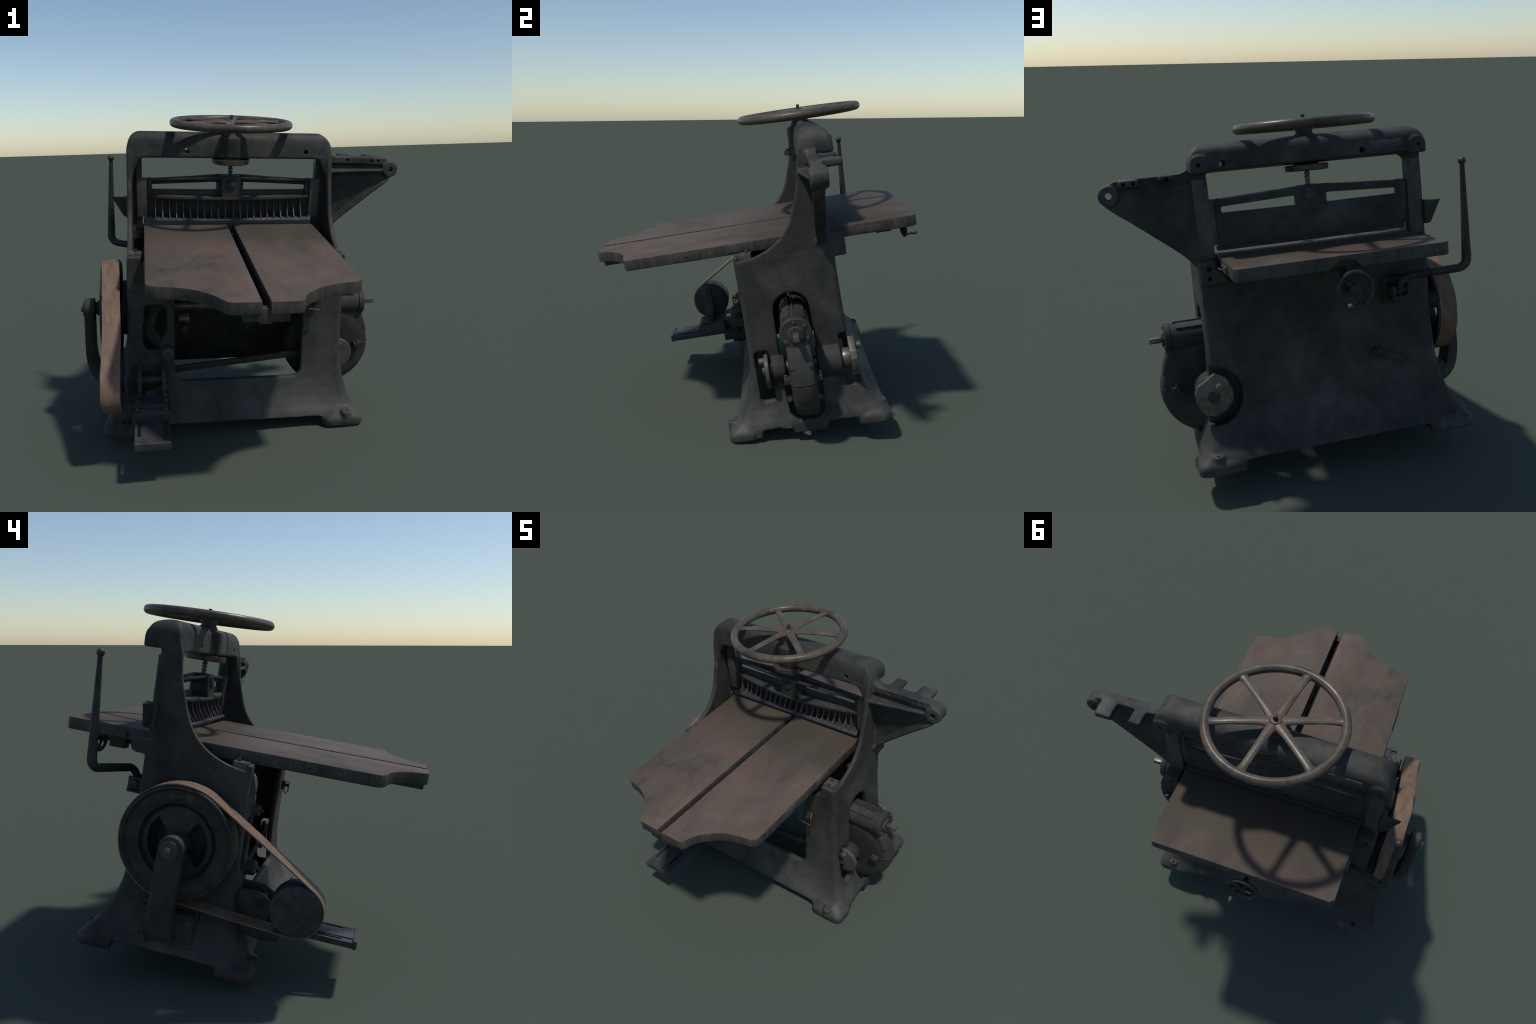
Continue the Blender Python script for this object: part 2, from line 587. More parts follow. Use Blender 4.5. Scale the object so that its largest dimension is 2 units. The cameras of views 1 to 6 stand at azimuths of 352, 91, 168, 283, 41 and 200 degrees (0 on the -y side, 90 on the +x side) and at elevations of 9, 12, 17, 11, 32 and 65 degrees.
def arm():
    low = curve2([(1.048, 1.368), (.995, 1.322), (.904, 1.252), (.800, 1.168), (.700, 1.085), (.640, 1.020), (.600, .955)], 5)
    top = [(.600, 1.53), (.640, 1.497), (.672, 1.486), (.98, 1.482)]
    tip = arc(1.012, 1.414, .050, 60, -40, 8)
    web = prism('y', top + tip + low[1:], .226, .254)
    parts = [web]
    # strip along the top
    parts.append(prism('y', [(.600, 1.53), (.640, 1.497), (.672, 1.487), (.98, 1.484), (1.03, 1.462), (1.03, 1.44),
                             (.97, 1.436), (.63, 1.443), (.600, 1.45)], .202, .262))
    # shelf rib from the upright's front edge tapering to the tip
    parts.append(prism('z', [(.590, .148), (.640, .150), (.980, .196), (.980, .24), (.590, .24)], 1.392, 1.412))
    # lower rim
    rim = low[3:]
    inner = [(x - .012 * (1 if x > .66 else .0), z + .020) for x, z in rim]
    parts.append(prism('y', rim + inner[::-1], .192, .252))
    # tip boss
    parts.append(cyl('y', (1.016, 1.412), .051, .188, .276, 28))
    # two lugs reaching back
    parts.append(prism('x', [(.24, 1.446), (.356, 1.446), (.358, 1.480), (.30, 1.488), (.24, 1.486)], .868, .962))
    parts.append(prism('x', [(.24, 1.458), (.350, 1.458), (.352, 1.486), (.30, 1.490), (.24, 1.488)], .700, .768))
    bm = merge(*parts)
    return bm


def foot(s, t):
    """One spreading foot at the corner (s, t)."""
    bm = bmesh.new()
    rings = []
    for z, x0, x1, y0, y1, r in ((-.0215, .515, .757, .288, .455, .045), (.018, .515, .757, .288, .455, .045), (.032, .525, .750, .295, .448, .045),
                                 (.048, .54, .732, .30, .430, .045), (.072, .56, .705, .30, .395, .04)):
        x1 += .008 if s < 0 else -.004
        y1 += .010 if t > 0 else -.004
        rings.append([bm.verts.new((s * x, t * y, z)) for x, y in rounded_rect(x0, x1, y0, y1, r, 5)])
    n = len(rings[0])
    for A, B in zip(rings, rings[1:]):
        for i in range(n):
            bm.faces.new((A[i], A[(i + 1) % n], B[(i + 1) % n], B[i]))
    bm.faces.new(rings[0]); bm.faces.new(rings[-1])
    bmesh.ops.recalc_face_normals(bm, faces=bm.faces)
    return bm


def build_casting():
    parts = [housing(), upright(1), upright(-1), crown(), arm()]
    for s in (-1, 1):
        # rear ledge blocks which carry the table
        if s > 0:
            parts.append(prism('y', [(.626, 1.045), (.626, .925), (.48, .922), (.50, .965), (.535, 1.0), (.535, 1.045)], .22, .346))
        else:
            parts.append(prism('x', arc(.318, .998, .036, 80, -80, 8) + [(.22, .958), (.22, 1.04)], -.622, -.52))
        # feet: flared pads at the corners, each with a bolt lug
        for t in (-1, 1):
            parts.append(foot(s, t))
            y = t * .425
            parts.append(revolve('z', (s * .645, y), [(.034, .0), (.030, .04), (.029, .070)], 24))
            parts.append(box(s * .645 - .029, s * .645 + .029, min(y, y * .84), max(y, y * .84), .0, .069))
        parts.append(box(min(s * .535, s * .618), max(s * .535, s * .618), -.266, -.242, .90, 1.002))
        # corner thickening of the legs
        parts.append(box(min(s * .53, s * .61), max(s * .53, s * .61), -.258, -.21, .60, .965))
    # right-hand bearings of the crank shaft
    parts.append(cyl('y', (.625, .337), .072, -.152, -.078, 32))
    parts.append(box(.585, .622, -.152, -.100, .33, .55))
    parts.append(cyl('y', (.622, .337), .088, .100, .236, 32))
    parts.append(box(.585, .622, .11, .24, .10, .50))
    parts.append(box(.45, .620, .205, .235, .17, .50))
    # left: bearing of the flywheel shaft, bracket pad
    parts.append(revolve('x', (.012, .60), [(.12, -.56), (.11, -.622), (.095, -.640)], 36))
    parts.append(prism('x', [(-.132, .045), (.158, .045), (.158, .265), (-.132, .265)], -.60, -.698))
    # boss low on the left leg
    parts.append(cyl('y', (-.403, .438), .042, -.326, -.25, 28))
    parts.append(cyl('y', (-.395, .742), .032, -.302, -.25, 24))
    bm = merge(*parts)
    me = bpy.data.meshes.new('casting')
    bm.to_mesh(me); bm.free()
    ob = bpy.data.objects.new('casting', me)
    bpy.context.scene.collection.objects.link(ob)
    md = ob.modifiers.new('r', 'REMESH')
    md.mode = 'VOXEL'
    md.voxel_size = .0058
    md.adaptivity = 0
    sm = ob.modifiers.new('s', 'SMOOTH')
    sm.factor = .5
    sm.iterations = 9
    # bolt holes, cut after smoothing so that they stay crisp
    cut = []
    for x in (-.268, .457):
        cut.append(cyl('y', (x, 1.518), .0155, .05, .45, 20))
    for s in (-1, 1):
        cut.append(cyl('y', (s * .576, 1.520), .010, .30, .45, 14))
        cut.append(cyl('y', (s * .578, 1.006), .013, .30, .45, 14))
        cut.append(cyl('y', (s * .580, .957), .010, .30, .45, 14))
        for y in (-.425, .435):
            cut.append(cyl('z', (s * .645, y), .010, .03, .2, 14))
    cut.append(cyl('y', (1.017, 1.412), .017, 0, .5, 20))
    for x in (.893, .938):
        cut.append(cyl('y', (x, 1.462), .009, 0, .5, 14))
    cut.append(cyl('y', (.735, 1.468), .009, 0, .5, 14))
    cb = merge(*cut)
    cme = bpy.data.meshes.new('holes'); cb.to_mesh(cme); cb.free()
    co = bpy.data.objects.new('holes', cme)
    bpy.context.scene.collection.objects.link(co)
    bo = ob.modifiers.new('h', 'BOOLEAN')
    bo.operation = 'DIFFERENCE'; bo.solver = 'EXACT'; bo.object = co
    dg = bpy.context.evaluated_depsgraph_get()
    full = bpy.data.meshes.new_from_object(ob.evaluated_get(dg))
    for o in (ob, co):
        d = o.data
        bpy.data.objects.remove(o); bpy.data.meshes.remove(d)
    return full


def split_casting(full):
    full.polygons.foreach_set('use_smooth', [True] * len(full.polygons))
    vn = [v.vector.copy() for v in full.vertex_normals]

    def region(c):
        if c.x > .634 and c.z > .93:
            return 'side_arm'
        if c.z > 1.465:
            return 'crossbeam'
        if c.z > .985:
            return 'upright_left' if c.x < 0 else 'upright_right'
        return 'base_housing'
    groups = {}
    for p in full.polygons:
        groups.setdefault(region(p.center), []).append(p)
    for key in ('base_housing', 'upright_left', 'upright_right', 'crossbeam', 'side_arm'):
        polys = groups[key]
        idx, verts, faces = {}, [], []
        for p in polys:
            f = []
            for v in p.vertices:
                if v not in idx:
                    idx[v] = len(verts)
                    verts.append(full.vertices[v].co.copy())
                f.append(idx[v])
            faces.append(f)
        name = 'upright' if key.startswith('upright') else key
        me = bpy.data.meshes.new(name)
        me.from_pydata(verts, [], faces)
        me.polygons.foreach_set('use_smooth', [True] * len(me.polygons))
        inv = sorted(idx, key=idx.get)
        me.normals_split_custom_set_from_vertices([vn[i] for i in inv])
        me.materials.append(CAST)
        link(bpy.data.objects.new(name, me))
    bpy.data.meshes.remove(full)


split_casting(build_casting())

# ================================================================= TABLE
def table_outline():
    left = curve2([(-.513, -.868), (-.470, -.893), (-.400, -.905), (-.320, -.935), (-.250, -.985), (-.205, -1.045),
                   (-.172, -1.098)], 4)
    right = curve2([(.178, -1.098), (.196, -1.050), (.226, -1.008), (.280, -.958), (.340, -.920), (.410, -.897),
                    (.480, -.885), (.518, -.862)], 4)
    pts = left + [(-.150, -1.112), (.160, -1.112)] + right
    pts += [(.522, -.840), (.524, -.30), (.528, .262), (.520, .30), (.518, .735), (.498, .757),
            (-.492, .757), (-.515, .735), (-.518, .30), (-.528, .262), (-.524, -.30), (-.521, -.845)]
    return pts


bm = prism('z', table_outline(), .997, 1.060)
bm = boolean(bm, box(-.016, .024, -1.3, .205, .9, 1.2))
bm = boolean(bm, prism('x', [(.262, 1.08), (.262, 1.052), (.272, 1.052), (.272, 1.08)], -.6, .6))
bm = boolean(bm, prism('y', arc(.006, .955, .085, 0, 180, 10), .70, .9))
bm.normal_update()
for f in bm.faces:
    f.material_index = 0
bmesh.ops.recalc_face_normals(bm, faces=bm.faces)
es = [e for e in bm.edges if len(e.link_faces) == 2 and e.calc_face_angle(0) > math.radians(40)]
bmesh.ops.bevel(bm, geom=es, offset=.005, segments=3, profile=.5, affect='EDGES', clamp_overlap=True)
bm.normal_update()
for f in bm.faces:
    f.material_index = 0 if f.normal.z > .5 else 1
table = finish(bm, 'table', [TABLE, EDGE], angle=40)

# channel and lead screw below the slot
bm = merge(box(-.098, -.020, -1.100, .24, .958, .998), box(.028, .116, -1.100, .24, .956, .998),
           box(-.03, .04, -1.08, -.93, .950, .964), box(-.024, .032, -1.098, -1.055, .946, 1.020))
finish(bm, 'screw_channel', EDGE, table, bevel=.004)
prof = []
n = 150
for i in range(n):
    y = -1.06 + 1.29 * i / (n - 1)
    prof.append((.020 if i % 2 else .014, y))
finish(revolve('y', (.004, .984), prof, 12), 'lead_screw', BLACK, table, angle=10)
# plates let into the table's edges
for s in (-1, 1):
    for y0, y1, z0, z1 in ((-.60, -.45, 1.004, 1.046), (-.30, -.17, 1.01, 1.05), (.42, .56, 1.004, 1.04)):
        o = finish(box(min(s * .515, s * .5275), max(s * .515, s * .5275), y0, y1, z0, z1), 'edge_plate', EDGE, table, bevel=.002)
    finish(cyl('x', (-.525, 1.026), .006, s * .520, s * .5290, 12), 'edge_screw', BLACK, table)
# ================================================================= CLAMP
bulge = lambda x, e, c: e - (e - c) * (1 - (abs(x) / .50) ** 1.7)
xs = [-.50 + i * .05 for i in range(21)]
plate = [(-.508, 1.100), (.508, 1.100), (.508, 1.338), (.25, 1.352), (.075, 1.366), (-.075, 1.366), (-.25, 1.352), (-.508, 1.338)]
bm = prism('y', plate, .240, .261)
for s in (-1, 1):
    slot = [(s * .470, 1.272), (s * .086, 1.270), (s * .082, 1.276), (s * .082, 1.314), (s * .088, 1.319), (s * .470, 1.303), (s * .476, 1.298),
            (s * .476, 1.278)]
    bm = boolean(bm, prism('y', slot, .1, .4))
clamp = finish(bm, 'clamp_beam', CAST, bevel=.003)
shelf = [(x, bulge(x, .214, .145)) for x in xs] + [(.50, .25), (-.50, .25)]
finish(prism('z', shelf, 1.222, 1.240), 'clamp_shelf', CAST, clamp, bevel=.004)
topfl = [(x, bulge(x, .222, .172)) for x in xs] + [(.50, .25), (-.50, .25)]
tf = prism('z', topfl, 0, .016)
for v in tf.verts:
    v.co.z += 1.348 - .022 * (abs(v.co.x) / .5) ** 1.3
finish(tf, 'clamp_flange', CAST, clamp, bevel=.004)
bm = prism('x', [(.25, 1.232), (.152, 1.232), (.160, 1.30), (.168, 1.366), (.25, 1.366)], -.058, .060)
finish(bm, 'clamp_boss', CAST, clamp, bevel=.008, seg=3)
finish(revolve('y', (.001, 1.314), [(.001, .146), (.020, .147), (.031, .154), (.034, .166), (.034, .19)], 28), 'clamp_plug', DARK, clamp)
finish(cyl('y', (.006, 1.315), .033, .250, .263, 28), 'rear_plug', DARK, clamp, bevel=.002)
for s in (-1, 1):   # inner frames round the slots
    bm = prism('y', [(s * .500, 1.24), (s * .478, 1.24), (s * .478, 1.345), (s * .500, 1.345)], .22, .25)
    finish(bm, 'clamp_frame', CAST, clamp, bevel=.003)
    bm = prism('y', [(s * .058, 1.24), (s * .078, 1.24), (s * .080, 1.36), (s * .058, 1.36)], .20, .25)
    finish(bm, 'clamp_frame', CAST, clamp, bevel=.003)
    bm = box(min(s * .505, s * .566), max(s * .505, s * .566), .208, .250, 1.108, 1.345)
    finish(bm, 'guide_block', GUIDE, clamp, bevel=.003)
bm = prism('x', [(.178, 1.080), (.248, 1.080), (.248, 1.102), (.195, 1.102), (.178, 1.092)], -.512, .512)
finish(bm, 'clamp_foot', PLATE, clamp, bevel=.002)
# stiffening fins, long and short in turn, with the gap at the middle
tall = [(.248, 1.224), (.228, 1.224), (.214, 1.16), (.188, 1.112), (.184, 1.100), (.248, 1.100)]
short = [(.248, 1.205), (.242, 1.205), (.220, 1.15), (.190, 1.112), (.184, 1.100), (.248, 1.100)]
fa = finish(prism('x', tall, -.0035, .0035), 'clamp_fin', GUIDE, clamp, bevel=.001, seg=1)
fb = finish(prism('x', short, -.0045, .0045), 'clamp_fin', GUIDE, clamp, bevel=.001, seg=1)
sa, sb = [], []
for i in range(11):
    for s, x0 in ((-1, -.456), (1, .452)):
        (sb if i % 2 else sa).append(T(x0 - s * i * .0428 + random.uniform(-.001, .001), 0, 0))
copies(fa, sa); copies(fb, sb)

# guide posts behind the clamp
for s in (-1, 1):
    bm = box(min(s * .534, s * .612), max(s * .534, s * .612), .252, .271, 1.046, 1.450)
    finish(bm, 'guide_post', GUIDE, bevel=.003)
    finish(cyl('y', (s * .548, 1.425), .006, .25, .272, 12), 'post_screw', BLACK)
    bm = box(min(s * .535, s * .57), max(s * .535, s * .598), .215, .258, 1.03, 1.47)
    finish(bm, 'guide_rail', DARK, bevel=.003)

# ================================================================= HANDWHEEL
WC = (0., .224)
WZ = 1.677
wheel = finish(torus('z', WC, WZ, .344, .0245, 128, 18), 'hand_wheel', WHEEL)
hub = revolve('z', WC, [(.010, 1.612), (.042, 1.612), (.044, 1.640), (.050, 1.652), (.052, 1.672), (.046, 1.688), (.030, 1.698),
                        (.028, 1.701), (.012, 1.702)], 32)
finish(hub, 'wheel_hub', WHEEL, wheel)
finish(box(-.008, .010, .216, .234, 1.695, 1.727), 'screw_end', DARK, wheel, bevel=.002)
sp = bmesh.new()
rings = []
for d, w, h, z in ((.030, .034, .016, -.002), (.06, .0275, .013, .001), (.10, .0240, .0115, .004), (.22, .0205, .0105, .002), (.285, .0210, .0110, -.002),
                   (.310, .025, .013, -.004), (.330, .034, .016, -.005)):
    rings.append([sp.verts.new((d, w * cos(2 * PI * k / 12), z + h * sin(2 * PI * k / 12))) for k in range(12)])
for A, B in zip(rings, rings[1:]):
    for k in range(12):
        sp.faces.new((A[k], A[(k + 1) % 12], B[(k + 1) % 12], B[k]))
sp.faces.new(rings[0]); sp.faces.new(rings[-1])
spoke = finish(sp, 'wheel_spoke', WHEEL, wheel)
copies(spoke, [T(WC[0], WC[1], WZ + .006) @ R('z', 20 + 60 * i) for i in range(6)])
wheel.matrix_local = T(0, WC[1], WZ) @ R('x', -1.3) @ T(0, -WC[1], -WZ)
# cup ring and clamp screw below the crossbeam
cup = revolve('z', (0, .215), [(.020, 1.444), (.108, 1.440), (.114, 1.444), (.1145, 1.470), (.104, 1.471), (.103, 1.455), (.070, 1.454),
                               (.060, 1.48), (.020, 1.48)], 48)
screw_ring = finish(cup, 'screw_collar', RUST)
prof = []
for i in range(27):
    prof.append((.0165 if i % 4 < 2 else .0115, 1.350 + .0045 * i))
finish(revolve('z', (0, .215), prof, 20), 'clamp_screw', STEEL, screw_ring, angle=20)

# ================================================================= NAME PLATES
pl = finish(prism('y', rounded_rect(-.086, .072, 1.503, 1.559, .004, 3), .330, .3418), 'name_plate', DARK)
rim = boolean(prism('y', rounded_rect(-.086, .072, 1.503, 1.559, .005, 3), .332, .3428),
              prism('y', rounded_rect(-.083, .069, 1.506, 1.556, .004, 3), .3, .4))
finish(rim, 'plate_rim', BRASS, pl)


def cursive_line(x0, z0, w, h, loops, y):
    pts = []
    for i in range(loops * 12 + 1):
        t = i / 12
        pts.append((x0 - w * t / loops + .35 * w / loops * sin(2 * PI * t), y, z0 + h * cos(2 * PI * t) * (1.6 if t < 1 else .8 + .3 * sin(t * 2.1))))
    return tube(pts, .0011, 5)


finish(cursive_line(.030, 1.531, .070, .009, 6, .3422), 'plate_lettering', BRASS, pl)
lab = None
for k, (z0, z1) in enumerate(((1.543, 1.560), (1.523, 1.540))):
    xo = .004 * k
    b = boolean(prism('y', rounded_rect(-.486 - xo, -.312, z0, z1, .006, 4), .330, .3424),
                prism('y', rounded_rect(-.484 - xo, -.314, z0 + .002, z1 - .002, .005, 4), .3412, .36))
    o = finish(b, 'maker_label', LABEL)
    lines = []
    for j in range(2):
        zz = z0 + .005 + j * .006
        x = -.322 - random.uniform(0, .015)
        while x > -.470:
            w = random.uniform(.006, .016)
            lines.append(box(x - w, x, .338, .3424, zz, zz + .0032))
            x -= w + .004
    lo = finish(merge(*lines), 'label_lettering', LABEL, o)
    lo['kind'] = 'stuff'

# ================================================================= LEVER
path = fillet_path([(-.729, .512, 1.405), (-.741, .488, .868), (-.415, .392, .842), (-.398, .362, .735)], .055, 7)
L = len(path) - 1
def lev_r(f):
    i = f * L
    return .0115 + .0125 * min(1, i / 1.0) if i <= 1 else .024 - .004 * min(1, (i - 1) / 8)
lp = [path[0].lerp(path[1], k / 12) for k in range(12)] + path[1:]
n = len(lp)
def lev_r(f):
    i = f * (n - 1)
    return .0120 + .0125 * min(1, i / 12) - (.004 * min(1, max(0, (i - 14) / 8)))
lever = finish(tube(lp, lev_r, 16), 'lever', DARK)
finish(ball((-.729, .512, 1.418), .0205), 'lever_knob', RUST, lever)
bm = merge(box(-.462, -.440, .270, .405, .722, .800), box(-.375, -.355, .270, .405, .722, .800), box(-.462, -.355, .262, .408, .716, .745),
           box(-.475, -.340, .262, .315, .70, .835))
finish(bm, 'lever_bracket', CAST, lever, bevel=.007, seg=3)
finish(cyl('x', (.366, .768), .020, -.475, -.345, 20), 'lever_pin', DARK, lever, bevel=.003)

# ================================================================= REAR ADJUSTING WHEEL
AC = (-.024, .899)
aw = finish(torus('y', AC, .775, .081, .0105, 56, 10), 'adjusting_wheel', DARK)
finish(revolve('y', AC, [(.012, .55), (.014, .74), (.024, .745), (.026, .785), (.016, .792), (.001, .794)], 20), 'adjusting_hub', DARK, aw)
o = finish(tube([(0.02, 0, 0), (.05, .006, 0), (.082, .004, 0)], lambda f: .011 - .003 * sin(PI * f), 8), 'adjusting_spoke', DARK, aw)
copies(o, [T(AC[0], .770, AC[1]) @ R('y', 30 + 72 * i) for i in range(5)])
finish(tube([(AC[0] + .036, .775, AC[1] - .070), (AC[0] + .046, .815, AC[1] - .064)], .005, 8), 'handle_stem', DARK, aw)
b = ball((0, 0, 0), .0135)
for v in b.verts:
    v.co.y *= 1.5
    v.co += Vector((AC[0] + .050, .832, AC[1] - .060))
finish(b, 'wheel_knob', RUST, aw)
bm = merge(box(-.075, -.01, .60, .70, .862, 1.0), box(-.10, .09, .50, .64, .965, 1.0))
finish(bm, 'wheel_bracket', DARK, aw, bevel=.006)

# ================================================================= FLYWHEEL SIDE
FC = (.012, .596)
FX = .016     # flywheel stands a little inboard
fly = [(.276, -.680), (.281, -.69), (.281, -.780), (.277, -.791), (.266, -.794), (.259, -.788), (.254, -.781), (.198, -.779), (.190, -.774),
       (.186, -.752), (.180, -.748), (.174, -.758), (.162, -.764), (.150, -.766), (.050, -.770), (.050, -.736), (.150, -.736), (.20, -.734), (.255, -.730), (.262, -.69)]
bm = revolve('x', FC, [(r, x + FX) for r, x in fly], 96, closed=True)
for a in (-3, 177):      # two broad sector windows
    sec = arc(FC[0], FC[1], .150, a - 50, a + 50, 14) + arc(FC[0], FC[1], .060, a + 44, a - 44, 8)
    bm = boolean(bm, prism('x', sec, -.9, -.6))
flywheel = finish(bm, 'flywheel', DARK, bevel=0, angle=30)
finish(revolve('x', FC, [(.06, -.60), (.160, -.610), (.165, -.62), (.163, -.652), (.155, -.658), (.05, -.665)], 64), 'clutch_disc', DARK, flywheel)
finish(revolve('x', FC, [(.030, -.68), (.052, -.68), (.054, -.785), (.046, -.800), (.036, -.815), (.034, -.83), (.030, -.84)], 32), 'flywheel_hub', DARK, flywheel)
finish(cyl('x', FC, .028, .45, -.86, 24), 'drive_shaft', STEEL, flywheel)
# painted arrows on the rim face
def arrow(a0, sgn):
    """Arrow following the rim: broad head, thin shaft, flared tail."""
    prof = [(-15, .006), (-12, .019), (-9, .017), (-5, .014), (-4.5, .004), (4, .003), (9, .004), (10, .010), (15, .008)]
    up = [(a, FC, .226 + w) for a, w in prof]
    dn = [(a, FC, .226 - w) for a, w in reversed(prof)]
    poly = [(FC[0] + r * cos(math.radians(a0 + sgn * a)), FC[1] + r * sin(math.radians(a0 + sgn * a))) for a, _, r in up + dn]
    return prism('x', poly, -.776 + FX, -.7815 + FX)
finish(arrow(90, -1), 'direction_arrow', BRASS, flywheel)
finish(arrow(262, -1), 'direction_arrow', BRASS, flywheel)


def rim_word(text, a_mid, r, size, x):
    """Raised letters standing round the rim."""
    step = size / r * .80
    letters = []
    for i, ch in enumerate(text):
        cu = bpy.data.curves.new('letter', 'FONT')
        cu.body = ch; cu.size = size; cu.extrude = .0012; cu.align_x = 'CENTER'; cu.align_y = 'CENTER'; cu.resolution_u = 2
        o = bpy.data.objects.new('letter', cu)
        bpy.context.scene.collection.objects.link(o)
        dg = bpy.context.evaluated_depsgraph_get()
        me = bpy.data.meshes.new_from_object(o.evaluated_get(dg))
        a = math.radians(a_mid) - (i - (len(text) - 1) / 2) * step * -1
        # outside seen from -x: letters read with +y to the left
        ang = a
        up = Vector((0, cos(ang), sin(ang)))
        nrm = Vector((-1, 0, 0))
        right = up.cross(nrm)
        M = Matrix((
            (right.x, up.x, nrm.x, x),
            (right.y, up.y, nrm.y, FC[0] + r * cos(ang)),
            (right.z, up.z, nrm.z, FC[1] + r * sin(ang)),
            (0, 0, 0, 1)))
        b = bmesh.new(); b.from_mesh(me); b.transform(M)
        letters.append(b)
        bpy.data.objects.remove(o); bpy.data.curves.remove(cu); bpy.data.meshes.remove(me)
    return merge(*letters)


finish(rim_word('MOTOR', 178, .226, .034, -.7795 + FX), 'rim_lettering', DARK, flywheel)
finish(rim_word('PULLEY', 2, .226, .034, -.7795 + FX), 'rim_lettering', DARK, flywheel)

# outboard bearing arm
sec = [(-.030, -.056), (-.022, -.062), (.022, -.062), (.030, -.056), (.030, .056), (.022, .062), (-.022, .062), (-.030, .056)]
spine = smooth_path([(-.851, .0, .600), (-.852, .004, .50), (-.853, .010, .38), (-.850, .016, .29), (-.832, .020, .205), (-.790, .024, .150),
                     (-.730, .028, .130), (-.690, .028, .128)], 5)
b = tube(spine, 0, section=[(bb, a * 1) for a, bb in [(s[1], s[0]) for s in sec]])
bearing = finish(b, 'bearing_arm', CAST, angle=40, bevel=0)
b = cyl('x', (.0, .600), .062, -.821, -.881, 40)
finish(b, 'bearing_head', CAST, bearing, bevel=.008, seg=3)
finish(revolve('x', (.004, .597), [(.046, -.875), (.044, -.889), (.001, -.8895)], 32), 'bearing_cap', GUIDE, bearing, bevel=.002)
finish(cyl('x', (.008, .596), .019, -.885, -.905, 6), 'hub_bolt', STEEL, bearing, bevel=.003)
TILT = T(-.708, 0, .155) @ R('y', -9)      # the foot plate leans with the flare of the wall
bm = prism('x', rounded_rect(-.124, .150, -.100, .100, .012, 3), .020, -.030)
bm.transform(TILT)
finish(bm, 'bracket_plate', CAST, bearing, bevel=.004)
o = finish(revolve('x', (0, 0), [(.015, 0), (.015, -.010), (.010, -.015), (.001, -.016)], 14), 'plate_bolt', GUIDE, bearing)
copies(o, [TILT @ T(-.028, y, z) for y in (-.092, .122) for z in (-.07, .06)])
o = finish(revolve('x', (0, 0), [(.008, 0), (.008, -.008), (.001, -.010)], 10), 'plate_pin', GUIDE, bearing)
copies(o, [TILT @ T(-.028, y, -.005) for y in (-.092, .122)])

# motor pulley and belt
PC = (-.598, .392)
PX = .016
pul = revolve('x', PC, [(r, x + PX) for r, x in ((.001, -.664), (.120, -.664), (.127, -.668), (.127, -.766), (.122, -.774), (.116, -.776), (.001, -.777))], 64)
pulley = finish(pul, 'motor_pulley', PLATE)


def belt(x0, x1, r1, r2, th):
    (y1, z1), (y2, z2) = FC, PC
    d = math.hypot(y2 - y1, z2 - z1)
    base = math.atan2(z2 - z1, y2 - y1)
    al = math.acos((r1 - r2) / d)
    loop = []
    n1, n2 = 56, 26
    a0, a1 = base + al, base - al + 2 * PI          # round the flywheel, away from the pulley
    for i in range(n1 + 1):
        a = a0 + (a1 - a0) * i / n1
        loop.append((y1 + r1 * cos(a), z1 + r1 * sin(a), cos(a), sin(a)))
    pa = loop[-1]
    b0, b1 = base - al, base + al
    small = []
    for i in range(n2 + 1):
        a = b0 + (b1 - b0) * i / n2
        small.append((y2 + r2 * cos(a), z2 + r2 * sin(a), cos(a), sin(a)))
    def between(p, q, n):
        return [tuple(p[k] + (q[k] - p[k]) * i / n for k in range(4)) for i in range(1, n)]
    loop = loop + between(loop[-1], small[0], 14) + small + between(small[-1], loop[0], 14)
    bm = bmesh.new()
    R4 = []
    m = len(loop)
    for i, (y, z, ny, nz) in enumerate(loop):
        wob = .0025 * sin(i * .23) + .0015 * sin(i * .61) + .020 * min(1, max(0, (y1 - y) / (y1 - y2)))
        R4.append([bm.verts.new((x0 + wob, y, z)), bm.verts.new((x1 + wob, y, z)),
                   bm.verts.new((x1 + wob, y + ny * th, z + nz * th)), bm.verts.new((x0 + wob, y + ny * th, z + nz * th))])
    for i in range(m):
        A, B = R4[i], R4[(i + 1) % m]
        for k in range(4):
            bm.faces.new((A[k], A[(k + 1) % 4], B[(k + 1) % 4], B[k]))
    return bm


finish(belt(-.771, -.673, .2815, .1275, .0065), 'drive_belt', BELT, angle=40)

# motor slide: hinge fork, block, slotted plate, strap
bm = box(-.585, -.404, -.900, -.42, .206, .236)
bm = boolean(bm, prism('z', rounded_rect(-.570, -.555, -.825, -.66, .006, 3), .1, .3))
bm = boolean(bm, prism('z', rounded_rect(-.436, -.420, -.825, -.66, .006, 3), .1, .3))
slide = finish(bm, 'slotted_plate', PLATE, bevel=.004)
finish(box(-.545, -.446, -.893, -.60, .2355, .242), 'slide_rib', PLATE, slide, bevel=.002)
finish(box(-.586, -.403, -.906, -.884, .202, .246), 'slide_lip', PLATE, slide, bevel=.006, seg=3)
finish(box(-.598, -.400, -.690, -.500, .212, .292), 'slide_block', PLATE, slide, bevel=.004)
finish(box(-.592, -.408, -.520, -.300, .150, .205), 'slide_arm', DARK, slide, bevel=.006)
o = finish(revolve('z', (0, 0), [(.011, 0), (.011, .006), (.008, .009), (.001, .010)], 8), 'block_bolt', GUIDE, slide)
copies(o, [T(x, y, z) for x in (-.573, -.425) for y, z in ((-.665, .292), (-.612, .308), (-.52, .292))])
st = [(-.657, -.655, .482), (-.645, -.655, .482)]
bm = merge(prism('y', [(-.637, .485), (-.626, .485), (-.622, .33), (-.612, .308), (-.60, .307), (-.410, .307), (-.410, .2935), (-.60, .2935), (-.622, .295), (-.633, .32)],
                 -.655, -.590))
